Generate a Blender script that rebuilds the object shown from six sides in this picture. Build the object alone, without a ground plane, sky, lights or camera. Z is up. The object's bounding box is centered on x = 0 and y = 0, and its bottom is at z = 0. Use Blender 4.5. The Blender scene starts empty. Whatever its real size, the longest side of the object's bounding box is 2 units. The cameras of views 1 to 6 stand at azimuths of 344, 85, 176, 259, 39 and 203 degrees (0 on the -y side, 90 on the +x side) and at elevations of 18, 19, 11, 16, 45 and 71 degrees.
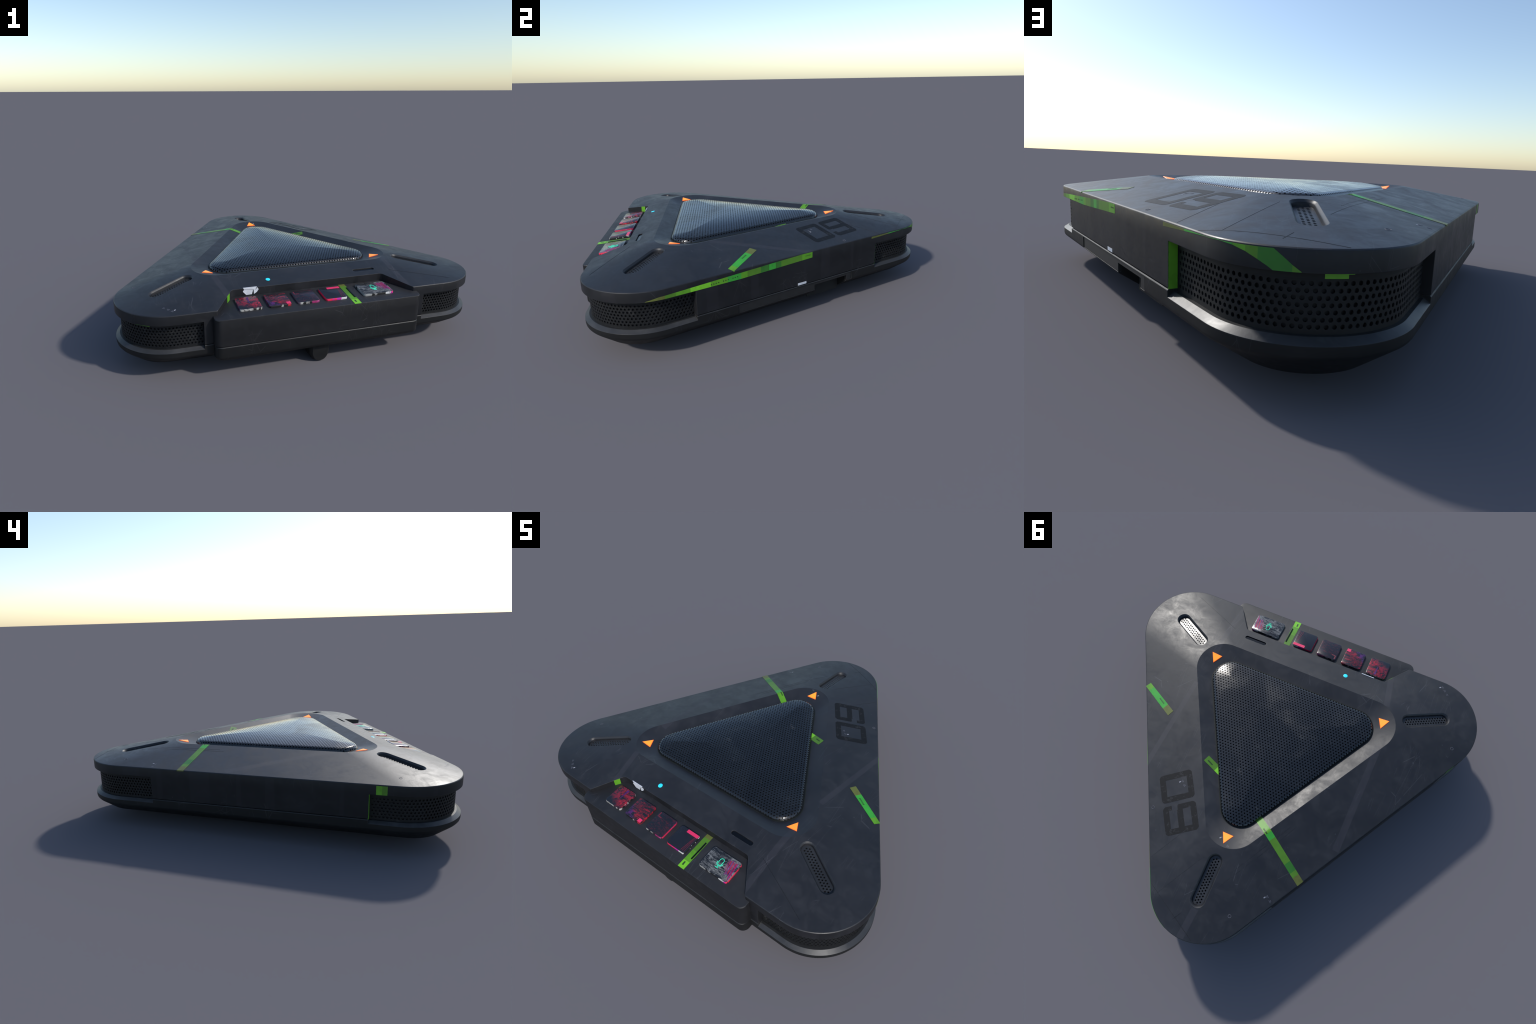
"""Triangular dark conference speakerphone with perforated dome, corner grilles,
a front tray of printed square keys and strips of green tape."""
import bpy, bmesh, math, random
import numpy as np
from mathutils import Vector, Matrix

random.seed(7)
rng = np.random.default_rng(7)

# ------------------------------------------------------------------ frame
CY, SY = -0.1875, 1.015          # centre of the triangle, slight stretch in y
A_OUT, R_OUT = 0.6916, 0.272     # outer wall: apothem and corner radius
A_RIM, R_RIM = 0.6876, 0.268     # edge of the deck, inside a small round-over
A_IN, R_IN = 0.395, 0.145        # ridge around the centre
A_DOME, R_DOME = 0.318, 0.108    # foot of the dome
Z_RIM, Z_RIDGE, Z_DOME = 0.3445, 0.409, 0.385
Z_SEAM = 0.173
CORNERS = [math.radians(a) for a in (90, 210, 330)]   # back, left, right
S3 = math.sqrt(3.0)


def world(P):
    P = np.array(P, float)
    P[..., 1] = P[..., 1] * SY + CY
    return P


def ideal(x, y):
    return x, (y - CY) / SY


def tri_sd(x, y, a, r):
    """signed distance to a rounded triangle (apex towards +y), vectorised"""
    x = np.asarray(x, float); y = np.asarray(y, float)
    h = (a - r) * S3
    px = np.abs(x) - h
    py = y + (a - r)
    f = px + S3 * py > 0
    px, py = np.where(f, (px - S3 * py) / 2, px), np.where(f, (-S3 * px - py) / 2, py)
    px = px - np.clip(px, -2 * h, 0)
    return -np.hypot(px, py) * np.where(py > 0, 1, -1) - r


def deck_z(X, Y):
    """height of the top deck at world x, y"""
    x, y = ideal(X, Y)
    if tri_sd(x, y, A_IN, R_IN) >= 0:
        lo, hi = 0.0, 1.6
        for _ in range(36):
            m = (lo + hi) / 2
            if tri_sd(x, y, A_IN + (A_RIM - A_IN) * m, R_IN + (R_RIM - R_IN) * m) > 0:
                lo = m
            else:
                hi = m
        return Z_RIDGE + (Z_RIM - Z_RIDGE) * lo
    lo, hi = 0.0, 1.0
    for _ in range(30):
        m = (lo + hi) / 2
        if tri_sd(x, y, A_DOME + (A_IN - A_DOME) * m, R_DOME + (R_IN - R_DOME) * m) > 0:
            lo = m
        else:
            hi = m
    return Z_DOME + (Z_RIDGE - Z_DOME) * lo


def loop(a, r, z, narc=49, nstr=24):
    """one closed loop of a rounded triangle, ideal coordinates"""
    pts, L = [], 2 * (a - r)
    for k in range(3):
        an = CORNERS[k]
        c = (L * math.cos(an), L * math.sin(an))
        arc = []
        for j in range(narc):
            t = an - math.pi / 3 + 2 * math.pi / 3 * j / (narc - 1)
            arc.append((c[0] + r * math.cos(t), c[1] + r * math.sin(t), z))
        pts += arc
        an2 = CORNERS[(k + 1) % 3]
        t = an2 - math.pi / 3
        q = (L * math.cos(an2) + r * math.cos(t), L * math.sin(an2) + r * math.sin(t))
        p = arc[-1]
        for j in range(1, nstr):
            w = j / nstr
            pts.append((p[0] + (q[0] - p[0]) * w, p[1] + (q[1] - p[1]) * w, z))
    return np.array(pts)


def corner_point(k, s, o, z):
    """point beside corner k: s = arc length from the apex along the outer wall,
    o = distance inwards from the wall (ideal coordinates)"""
    an = CORNERS[k]
    L = 2 * (A_OUT - R_OUT)
    c = (L * math.cos(an), L * math.sin(an))
    half = R_OUT * math.pi / 3
    if abs(s) <= half:
        t = an + s / R_OUT
        return (c[0] + (R_OUT - o) * math.cos(t), c[1] + (R_OUT - o) * math.sin(t), z)
    sg = 1 if s > 0 else -1
    t = an + sg * math.pi / 3
    d = abs(s) - half
    tt = t + sg * math.pi / 2
    return (c[0] + (R_OUT - o) * math.cos(t) + d * math.cos(tt),
            c[1] + (R_OUT - o) * math.sin(t) + d * math.sin(tt), z)


# ------------------------------------------------------------------ node helpers
class N:
    def __init__(self, name):
        self.m = bpy.data.materials.new(name)
        self.m.use_nodes = True
        self.t = self.m.node_tree
        self.b = self.t.nodes["Principled BSDF"]
        self.co = self.add("ShaderNodeTexCoord").outputs["Object"]

    def add(self, kind, **kw):
        n = self.t.nodes.new(kind)
        for k, v in kw.items():
            setattr(n, k, v)
        return n

    def link(self, a, b):
        self.t.links.new(a, b)

    def put(self, sock, v):
        if hasattr(v, "is_output") or isinstance(v, bpy.types.NodeSocket):
            self.link(v, sock)
        else:
            sock.default_value = v

    def mapping(self, scale=(1, 1, 1), rot=(0, 0, 0), loc=(0, 0, 0)):
        n = self.add("ShaderNodeMapping")
        n.inputs["Scale"].default_value = scale
        n.inputs["Rotation"].default_value = rot
        n.inputs["Location"].default_value = loc
        self.link(self.co, n.inputs["Vector"])
        return n.outputs[0]

    def noise(self, scale, detail=4, rough=.55, vec=None, dist=0.0):
        n = self.add("ShaderNodeTexNoise")
        n.inputs["Scale"].default_value = scale
        n.inputs["Detail"].default_value = detail
        n.inputs["Roughness"].default_value = rough
        n.inputs["Distortion"].default_value = dist
        self.link(vec if vec else self.co, n.inputs["Vector"])
        return n.outputs["Fac"]

    def voronoi(self, scale, vec=None, feature='F1', out="Distance"):
        n = self.add("ShaderNodeTexVoronoi", feature=feature)
        n.inputs["Scale"].default_value = scale
        self.link(vec if vec else self.co, n.inputs["Vector"])
        return n.outputs[out]

    def ramp(self, fac, stops):
        n = self.add("ShaderNodeValToRGB")
        e = n.color_ramp.elements
        while len(e) < len(stops):
            e.new(.5)
        for i, (p, c) in enumerate(stops):
            e[i].position = p
            e[i].color = (c, c, c, 1) if isinstance(c, (int, float)) else (*c, 1)
        self.link(fac, n.inputs[0])
        return n.outputs[0]

    def math(self, op, a, b=0.0, c=0.0, clamp=False):
        n = self.add("ShaderNodeMath", operation=op, use_clamp=clamp)
        self.put(n.inputs[0], a); self.put(n.inputs[1], b); self.put(n.inputs[2], c)
        return n.outputs[0]

    def mix(self, f, a, b):
        n = self.add("ShaderNodeMix", data_type='RGBA')
        self.put(n.inputs[0], f)
        for s, v in ((n.inputs[6], a), (n.inputs[7], b)):
            if isinstance(v, tuple):
                s.default_value = (*v, 1)
            else:
                self.link(v, s)
        return n.outputs[2]

    def sep(self, vec=None):
        n = self.add("ShaderNodeSeparateXYZ")
        self.link(vec if vec else self.co, n.inputs[0])
        return n.outputs

    def finish(self, color=None, rough=None, metal=0.0, spec=.5, bump=None, bump_d=.001, bevel=0.0,
               strength=1.0):
        if color is not None:
            if isinstance(color, tuple):
                self.b.inputs["Base Color"].default_value = (*color, 1)
            else:
                self.link(color, self.b.inputs["Base Color"])
        if rough is not None:
            self.put(self.b.inputs["Roughness"], rough)
        self.put(self.b.inputs["Metallic"], metal)
        self.b.inputs["Specular IOR Level"].default_value = spec
        nrm = None
        if bevel:
            n = self.add("ShaderNodeBevel")
            n.inputs["Radius"].default_value = bevel
            n.samples = 6
            nrm = n.outputs[0]
        if bump is not None:
            n = self.add("ShaderNodeBump")
            n.inputs["Distance"].default_value = bump_d
            n.inputs["Strength"].default_value = strength
            self.link(bump, n.inputs["Height"])
            if nrm:
                self.link(nrm, n.inputs["Normal"])
            nrm = n.outputs[0]
        if nrm:
            self.link(nrm, self.b.inputs["Normal"])
        return self.m


def painted_metal(name, base, tint, rough_lo, rough_hi, streaks=True, scratch=True, bevel=.0025, wear=.75):
    """dark worn paint: mottled gloss, dust, paler edges, sweeping wipe streaks"""
    n = N(name)
    big = n.noise(3.2, 6, .62, dist=.4)
    mid = n.noise(11, 8, .7, vec=n.mapping((1, 1, 1.5)), dist=.6)
    fine = n.noise(70, 4, .6)
    wipe = n.noise(5, 8, .7, vec=n.mapping((1.0, 2.6, 1.0), rot=(0, 0, .7)), dist=.8)
    col = n.mix(n.ramp(big, [(.32, 0.0), (.72, 1.0)]), base, tint)
    col = n.mix(n.math('MULTIPLY', n.ramp(mid, [(.5, 0.0), (.8, 1.0)]), .45), col,
                tuple(min(1, c * 1.8) for c in tint))
    col = n.mix(n.math('MULTIPLY', n.ramp(fine, [(.6, 0.0), (.8, 1.0)]), .35), col,
                tuple(c * .5 for c in base))
    r = n.math('ADD', n.math('MULTIPLY', n.ramp(wipe, [(.3, 0.0), (.7, 1.0)]), .4),
               n.math('MULTIPLY', n.ramp(mid, [(.36, 0.0), (.64, 1.0)]), .6))
    rough = n.math('MULTIPLY_ADD', r, rough_hi - rough_lo, rough_lo)
    x, y, z = n.sep()
    if streaks:
        # broad faint bands where tape has been pulled off
        tot = None
        for (cx, cy, ang, ln, wd) in ((.51, -.70, 1.55, .20, .016), (-.525, -.05, 1.57, .30, .018),
                                      (.0, .87, 1.5, .085, .018), (-.46, -.72, 1.75, .14, .016),
                                      (.55, -.03, 1.48, .27, .014)):
            ca, sa = math.cos(ang), math.sin(ang)
            dx = n.math('SUBTRACT', x, cx); dy = n.math('SUBTRACT', y, cy)
            u = n.math('ABSOLUTE', n.math('ADD', n.math('MULTIPLY', dx, ca), n.math('MULTIPLY', dy, sa)))
            v = n.math('ABSOLUTE', n.math('SUBTRACT', n.math('MULTIPLY', dy, ca), n.math('MULTIPLY', dx, sa)))
            m = n.math('MULTIPLY', n.math('LESS_THAN', u, ln), n.math('LESS_THAN', v, wd))
            tot = m if tot is None else n.math('ADD', tot, m, clamp=True)
        up = n.sep(n.add("ShaderNodeNewGeometry").outputs["Normal"])[2]
        side = n.math('LESS_THAN', up, .5)
        # vertical bands round the wall
        sb = n.noise(9, 1, .3, vec=n.mapping((1, 1, 0.02)))
        sband = n.math('MULTIPLY', n.math('MULTIPLY', side, n.ramp(sb, [(.60, 0.0), (.61, 1.0)])), .6)
        tot = n.math('ADD', n.math('MULTIPLY', tot, n.math('SUBTRACT', 1.0, side)), sband, clamp=True)
        col = n.mix(n.math('MULTIPLY', tot, .30), col, (.045, .043, .054))
        rough = n.math('MULTIPLY_ADD', tot, .04, rough)
    if scratch:
        sc = None
        for sx, rot, thr in ((26, .9, .0035), (18, 2.2, .003), (30, 1.6, .003)):
            w = n.voronoi(4.5, n.mapping((sx / 8, .35, 1), rot=(0, 0, rot)), feature='DISTANCE_TO_EDGE')
            br = n.ramp(n.noise(6, 2), [(.56, 0.0), (.6, 1.0)])
            s = n.math('MULTIPLY', n.math('LESS_THAN', w, thr), br)
            sc = s if sc is None else n.math('ADD', sc, s, clamp=True)
        col = n.mix(n.math('MULTIPLY', sc, .30), col, (.10, .10, .11))
        specks = n.math('LESS_THAN', n.voronoi(26), .055)
        specks = n.math('MULTIPLY', specks, n.ramp(n.noise(5, 2), [(.58, 0.0), (.62, 1.0)]))
        col = n.mix(n.math('MULTIPLY', specks, .45), col, (.12, .12, .13))
    # paler colour along the edges
    geo = n.add("ShaderNodeNewGeometry")
    bv = n.add("ShaderNodeBevel"); bv.samples = 6
    bv.inputs["Radius"].default_value = .005
    dt = n.add("ShaderNodeVectorMath", operation='DOT_PRODUCT')
    n.link(bv.outputs[0], dt.inputs[0]); n.link(geo.outputs["Normal"], dt.inputs[1])
    edge = n.ramp(dt.outputs["Value"], [(.80, 1.0), (.97, 0.0)])
    col = n.mix(n.math('MULTIPLY', edge, n.math('MULTIPLY', n.ramp(mid, [(.35, .15), (.65, 1.0)]), wear)),
                col, (.075, .076, .08))
    bump = n.math('ADD', n.math('MULTIPLY', mid, .5), n.math('MULTIPLY', fine, .25))
    # wall faces get darker colour and less specular to match their shade
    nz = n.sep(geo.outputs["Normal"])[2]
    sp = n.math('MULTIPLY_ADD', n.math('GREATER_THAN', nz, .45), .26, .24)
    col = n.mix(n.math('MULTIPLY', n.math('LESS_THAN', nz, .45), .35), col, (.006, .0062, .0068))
    n.finish(col, rough, spec=.5, bump=bump, bump_d=.0015, strength=.35, bevel=bevel)
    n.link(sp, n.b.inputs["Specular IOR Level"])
    return n.m


def mesh_metal(name, base, lo, hi, wear=.5):
    n = N(name)
    b = n.noise(4.2, 5, .6, dist=.5)
    m = n.noise(17, 6, .65)
    r = n.math('MULTIPLY_ADD', n.ramp(n.math('ADD', n.math('MULTIPLY', b, .8), n.math('MULTIPLY', m, .2)),
                                      [(.42, 0.0), (.66, 1.0)]), hi - lo, lo)
    col = n.mix(n.ramp(b, [(.4, 0.0), (.7, 1.0)]), base, tuple(c * 1.5 for c in base))
    col = n.mix(n.math('MULTIPLY', n.ramp(m, [(.62, 0.0), (.7, 1.0)]), wear * .4), col, (.09, .09, .09))
    return n.finish(col, r, spec=.5, bump=m, bump_d=.0006, strength=.15)


def plain(name, col, rough=.5, metal=0.0, spec=.5, emit=None, var=.25, scale=40, bevel=0.0):
    n = N(name)
    f = n.noise(scale, 4, .6)
    c = n.mix(n.ramp(f, [(.35, 0.0), (.7, 1.0)]), tuple(x * (1 - var) for x in col), tuple(min(1, x * (1 + var)) for x in col))
    if emit:
        n.b.inputs["Emission Color"].default_value = (*emit[0], 1)
        n.b.inputs["Emission Strength"].default_value = emit[1]
    return n.finish(c, rough, metal, spec, bevel=bevel)


def tape_mat(name, col, rough=.42):
    n = N(name)
    f = n.noise(14, 5, .6)
    lines = n.noise(30, 2, .5, vec=n.mapping((1, 1, 1)))
    c = n.mix(n.ramp(f, [(.3, 0.0), (.75, 1.0)]), tuple(x * .82 for x in col), tuple(min(1, x * 1.12) for x in col))
    c = n.mix(n.math('MULTIPLY', n.ramp(lines, [(.62, 0.0), (.66, 1.0)]), .25), c, tuple(x * .55 for x in col))
    return n.finish(c, rough, spec=.4)


def print_mat(name, base, ink, ink2, amount, seed, scale=14.0, zone=(0, 0, 0, 1), zone2=None, stroke=2.6, lines=.5):
    """key cap print: torn ink shapes of two colours over a dark cap.
    zone = (cx, cy, angle, width): ink fades out across that line; zone2 the same for the second colour"""
    n = N(name)
    loc = (seed * 3.1, seed * 1.7, seed * .9)
    v = n.mapping((1, 1, 1), loc=loc)
    st = n.mapping((1.0, stroke, 1), rot=(0, 0, .8 + seed), loc=loc)
    st2 = n.mapping((1.0, stroke * 1.6, 1), rot=(0, 0, 2.1 + seed), loc=loc)
    x, y, _ = n.sep()

    def side(z):
        cx, cy, an, w = z
        u = n.math('ADD', n.math('MULTIPLY', n.math('SUBTRACT', x, cx), math.cos(an)), n.math('MULTIPLY', n.math('SUBTRACT', y, cy), math.sin(an)))
        wob = n.math('MULTIPLY', n.math('SUBTRACT', n.noise(scale * 1.6, 4, .6, vec=v), .5), .05)
        return n.math('MULTIPLY_ADD', n.math('ADD', u, wob), 1 / w, .5, clamp=True)
    a = n.noise(scale * 1.5, 9, .74, vec=st, dist=1.1)
    a2 = n.noise(scale * 1.8, 9, .74, vec=st2, dist=.7)
    r1 = n.math('ABSOLUTE', n.math('SUBTRACT', n.noise(scale * 1.3, 5, .6, vec=st2, dist=.9), .5))
    ln = n.math('MULTIPLY', n.ramp(r1, [(.0, 1.0), (.03, 0.0)]), lines)
    t = 1 - amount
    blot = n.math('MAXIMUM', n.ramp(a, [(t, 0.0), (t + .06, 1.0)]), n.math('MULTIPLY', n.ramp(a2, [(t + .03, 0.0), (t + .09, 1.0)]), .8))
    mask = n.math('MULTIPLY', n.math('ADD', blot, ln, clamp=True), side(zone))
    fine = n.noise(95, 4, .7)
    mask = n.math('MULTIPLY', mask, n.ramp(fine, [(.3, .35), (.55, 1.0)]))
    inkc = n.mix(side(zone2), ink, ink2) if zone2 else n.mix(n.ramp(n.noise(scale, 2, .5, vec=v), [(.56, 0.0), (.6, 1.0)]), ink, ink2)
    c = n.mix(mask, base, inkc)
    r = n.math('MULTIPLY_ADD', a, .16, .12)
    return n.finish(c, r, spec=.5)


def side_mat(name, x0, x1, stops, grime=.5, dark=(.010, .010, .011), seed=1):
    """rim of a key: colours along its width, worn through to black"""
    n = N(name)
    x, y, z = n.sep()
    wob = n.math('MULTIPLY', n.math('SUBTRACT', n.noise(60, 3, .6), .5), .25)
    f = n.math('ADD', n.math('MULTIPLY', n.math('SUBTRACT', x, x0), 1 / (x1 - x0)), wob, clamp=True)
    st = []
    for i, (p, c) in enumerate(stops):
        if i:
            st.append((max(0, p - .004), stops[i - 1][1]))
        st.append((p, c))
    col = n.ramp(f, st)
    g = n.noise(55, 6, .7, vec=n.mapping((1, 1, .5), loc=(seed, seed, 0)), dist=.6)
    col = n.mix(n.ramp(g, [(grime - .06, 1.0), (grime + .02, 0.0)]), col, dark)
    return n.finish(col, .42)


# ------------------------------------------------------------------ mesh helpers
ROOT = bpy.data.objects.new("conference_speaker", None)
bpy.context.collection.objects.link(ROOT)
ROOT["label"] = "dark triangular conference speaker with mesh dome, printed keys, green tape"
ROOT["category"] = "conference speaker"


def obj(name, verts, faces, mats=(), parent=ROOT, mi=None, smooth=None, stuff=False):
    me = bpy.data.meshes.new(name)
    me.from_pydata([tuple(map(float, v)) for v in verts], [], faces)
    for m in (mats if isinstance(mats, (list, tuple)) else [mats]):
        me.materials.append(m)
    if mi is not None:
        me.polygons.foreach_set("material_index", mi)
    me.update()
    o = bpy.data.objects.new(name, me)
    bpy.context.collection.objects.link(o)
    o.parent = parent
    if smooth is not None:
        sharpen(me, smooth)
    if stuff:
        o["kind"] = "stuff"
    return o


def fix_normals(o):
    bm = bmesh.new(); bm.from_mesh(o.data)
    bmesh.ops.recalc_face_normals(bm, faces=bm.faces)
    bm.to_mesh(o.data); bm.free()


def triangulate(o):
    bm = bmesh.new(); bm.from_mesh(o.data)
    bmesh.ops.triangulate(bm, faces=[f for f in bm.faces if len(f.verts) < 9])
    bm.to_mesh(o.data); bm.free()


def sharpen(me, deg):
    me.polygons.foreach_set("use_smooth", [True] * len(me.polygons))
    me.set_sharp_from_angle(angle=math.radians(deg))


def stack(loops, cap_lo=True, cap_hi=True):
    """closed skin through loops of equal length"""
    n = len(loops[0])
    v = np.vstack(loops)
    f = []
    for i in range(len(loops) - 1):
        for j in range(n):
            k = (j + 1) % n
            f.append((i * n + j, i * n + k, (i + 1) * n + k, (i + 1) * n + j))
    if cap_lo:
        f.append(tuple(range(n - 1, -1, -1)))
    if cap_hi:
        f.append(tuple(range((len(loops) - 1) * n, len(loops) * n)))
    return v, f


def prism(plan, z0, z1):
    """vertical prism; z0 / z1 are numbers or functions of x, y"""
    f0 = z0 if callable(z0) else (lambda x, y: z0)
    f1 = z1 if callable(z1) else (lambda x, y: z1)
    lo = [(x, y, f0(x, y)) for x, y in plan]
    hi = [(x, y, f1(x, y)) for x, y in plan]
    return stack([np.array(lo), np.array(hi)])


def rounded(plan, radii, n=8):
    """round the corners of a 2D polygon given counter-clockwise"""
    out = []
    m = len(plan)
    for i in range(m):
        p = np.array(plan[i], float); a = np.array(plan[i - 1], float); b = np.array(plan[(i + 1) % m], float)
        r = radii[i] if isinstance(radii, (list, tuple)) else radii
        if r <= 0:
            out.append(tuple(p)); continue
        u = (a - p) / np.linalg.norm(a - p); v = (b - p) / np.linalg.norm(b - p)
        th = math.acos(max(-1, min(1, float(u @ v))))
        d = r / math.tan(th / 2)
        w = (u + v) / np.linalg.norm(u + v)
        c = p + w * r / math.sin(th / 2)
        s, e = p + u * d - c, p + v * d - c
        a0 = math.atan2(s[1], s[0]); a1 = math.atan2(e[1], e[0])
        da = (a1 - a0 + math.pi) % (2 * math.pi) - math.pi
        for k in range(n + 1):
            t = a0 + da * k / n
            out.append((c[0] + r * math.cos(t), c[1] + r * math.sin(t)))
    return out


def cut(target, cutters):
    for c in cutters:
        m = target.modifiers.new("cut", 'BOOLEAN')
        m.operation = 'DIFFERENCE'; m.solver = 'EXACT'; m.object = c
    apply(target)
    for c in cutters:
        me = c.data
        bpy.data.objects.remove(c); bpy.data.meshes.remove(me)


def apply(o):
    dg = bpy.context.evaluated_depsgraph_get()
    dg.update()
    ev = o.evaluated_get(dg)
    me = bpy.data.meshes.new_from_object(ev)
    old = o.data
    o.modifiers.clear()
    name = old.name
    o.data = me
    bpy.data.meshes.remove(old)
    me.name = name


def bevel(o, w, seg=2, ang=30):
    m = o.modifiers.new("bevel", 'BEVEL')
    m.width = w; m.segments = seg; m.limit_method = 'ANGLE'; m.angle_limit = math.radians(ang)
    apply(o)


def slab(name, P, Nrm, th, mats, parent=ROOT, colmat=None, smooth=40, **kw):
    """thin closed plate over a grid of points P[i][j], lifted by th along Nrm"""
    P = np.array(P, float); Nrm = np.array(Nrm, float)
    if Nrm.ndim == 1:
        Nrm = np.broadcast_to(Nrm, P.shape)
    nu, nv = P.shape[:2]
    top = (P + Nrm * th).reshape(-1, 3); bot = (P - Nrm * .004).reshape(-1, 3)
    v = np.vstack([top, bot]); q = nu * nv
    f, mi = [], []
    idx = lambda i, j: i * nv + j
    for i in range(nu - 1):
        for j in range(nv - 1):
            a, b, c, d = idx(i, j), idx(i + 1, j), idx(i + 1, j + 1), idx(i, j + 1)
            f.append((a, b, c, d)); f.append((q + d, q + c, q + b, q + a))
            k = colmat[i] if colmat else 0
            mi += [k, k]
    ring = [idx(i, 0) for i in range(nu)] + [idx(nu - 1, j) for j in range(1, nv)] + \
           [idx(i, nv - 1) for i in range(nu - 2, -1, -1)] + [idx(0, j) for j in range(nv - 2, 0, -1)]
    for a, b in zip(ring, ring[1:] + ring[:1]):
        f.append((a, q + a, q + b, b)); mi.append(colmat[min(a // nv, nu - 2)] if colmat else 0)
    o = obj(name, v, f, mats, parent, mi)
    bm = bmesh.new(); bm.from_mesh(o.data)
    bmesh.ops.recalc_face_normals(bm, faces=bm.faces)
    bm.to_mesh(o.data); bm.free()
    sharpen(o.data, smooth)
    return o


def deck_quad(name, quad, mats, nu=10, nv=3, th=.0012, colmat=None, zf=deck_z, **kw):
    """plate lying on the deck over a quadrilateral (a-b along, a-d across)"""
    a, b, c, d = [np.array(p, float) for p in quad]
    P = []
    for i in range(nu):
        u = i / (nu - 1); row = []
        for j in range(nv):
            w = j / (nv - 1)
            p = (a * (1 - u) + b * u) * (1 - w) + (d * (1 - u) + c * u) * w
            row.append((p[0], p[1], float(zf(p[0], p[1]))))
        P.append(row)
    return slab(name, P, (0, 0, 1), th, mats, colmat=colmat, **kw)


def wall_strip(name, k, path, mats, nv=3, th=.0006, o=0.0, colmat=None, **kw):
    """plate on the outer wall beside corner k; path = [(s, z_low, z_high)]"""
    P, Nn = [], []
    fine, fc = [path[0]], []
    for i in range(len(path) - 1):          # follow the curved wall closely
        p, q = np.array(path[i]), np.array(path[i + 1])
        m = max(1, int(math.ceil(abs(q[0] - p[0]) / .012)))
        fine += [tuple(p + (q - p) * (j + 1) / m) for j in range(m)]
        fc += [colmat[i] if colmat else 0] * m
    path, colmat = fine, fc
    for s, z0, z1 in path:
        q = np.array(corner_point(k, s, o, 0)); q2 = np.array(corner_point(k, s, o - .01, 0))
        n = world(q2) - world(q); n[2] = 0; n /= np.linalg.norm(n)
        row, rn = [], []
        for j in range(nv):
            z = z0 + (z1 - z0) * j / (nv - 1)
            p = world(np.array([q[0], q[1], z]))
            row.append(p); rn.append(n)
        P.append(row); Nn.append(rn)
    return slab(name, P, Nn, th, mats, colmat=colmat, **kw)


def perforated(name, centers, pitch, rh, mapfn, inside, mats, depth=.005, ring=12, stuff=True):
    """sheet of hexagonal cells, each with a round hole that has its own wall.
    mapfn(u, v, h) -> xyz (h = depth below the sheet), inside(u, v) > 0 keeps the hole"""
    hexr = pitch / S3
    ang = np.arange(ring) * 2 * math.pi / ring + math.pi / 6
    hr = np.where(np.arange(ring) % 2 == 0, hexr, hexr * math.cos(math.pi / 6))
    uo, vo = hr * np.cos(ang), hr * np.sin(ang)
    ui, vi = rh * np.cos(ang), rh * np.sin(ang)
    U, V, H, F = [], [], [], []
    base = 0
    for (cu, cv) in centers:
        U += list(cu + uo); V += list(cv + vo); H += [0.0] * ring
        if inside(cu, cv):
            U += list(cu + ui); V += list(cv + vi); H += [0.0002] * ring
            U += list(cu + ui * .97); V += list(cv + vi * .97); H += [depth] * ring
            for i in range(ring):
                j = (i + 1) % ring
                F.append((base + i, base + j, base + ring + j, base + ring + i))
                F.append((base + ring + i, base + ring + j, base + 2 * ring + j, base + 2 * ring + i))
            base += 3 * ring
        else:
            F.append(tuple(range(base, base + ring)))
            base += ring
    X = mapfn(np.array(U), np.array(V), np.array(H))
    o = obj(name, X, F, mats, stuff=stuff)
    bm = bmesh.new(); bm.from_mesh(o.data)
    bmesh.ops.remove_doubles(bm, verts=bm.verts, dist=pitch * .02)
    bmesh.ops.dissolve_degenerate(bm, edges=bm.edges, dist=1e-5)
    bm.to_mesh(o.data); bm.free()
    sharpen(o.data, 50)
    return o


def hex_grid(u0, u1, v0, v1, pitch, turn=False):
    out = []
    dv = pitch * S3 / 2
    nrow = int((v1 - v0) / dv) + 1
    for r in range(nrow):
        v = v0 + r * dv
        n = int((u1 - u0) / pitch) + 1
        for c in range(n):
            out.append((u0 + (c + .5 * (r % 2)) * pitch, v))
    return out


# ------------------------------------------------------------------ materials
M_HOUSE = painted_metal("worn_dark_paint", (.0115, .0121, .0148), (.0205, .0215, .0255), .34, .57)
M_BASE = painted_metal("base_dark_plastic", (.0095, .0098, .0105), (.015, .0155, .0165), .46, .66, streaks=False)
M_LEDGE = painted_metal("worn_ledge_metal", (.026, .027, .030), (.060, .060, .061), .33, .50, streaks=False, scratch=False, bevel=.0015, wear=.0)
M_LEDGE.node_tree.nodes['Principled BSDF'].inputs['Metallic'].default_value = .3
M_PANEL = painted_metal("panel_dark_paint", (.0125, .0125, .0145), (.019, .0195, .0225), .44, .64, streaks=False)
M_DOME = mesh_metal("dome_mesh_metal", (.006, .0068, .008), .08, .36)
M_DOME.node_tree.nodes["Principled BSDF"].inputs["Coat Weight"].default_value = .5
M_DOME.node_tree.nodes["Principled BSDF"].inputs["Coat Roughness"].default_value = .2
M_GRILLE = mesh_metal("grille_mesh_metal", (.008, .0085, .0095), .5, .7)
M_GRILLE.node_tree.nodes["Principled BSDF"].inputs["Specular IOR Level"].default_value = .25
M_VENT = mesh_metal("vent_mesh_metal", (.026, .0275, .030), .28, .46)
M_VENT.node_tree.nodes["Principled BSDF"].inputs["Metallic"].default_value = .22
M_VOID = plain("dark_void", (.006, .0065, .0075), .8)
M_DOOR = plain("door_black_plastic", (.012, .0125, .0135), .5)
M_GASKET = plain("green_gasket", (.003, .0075, .0025), .7)
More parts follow.
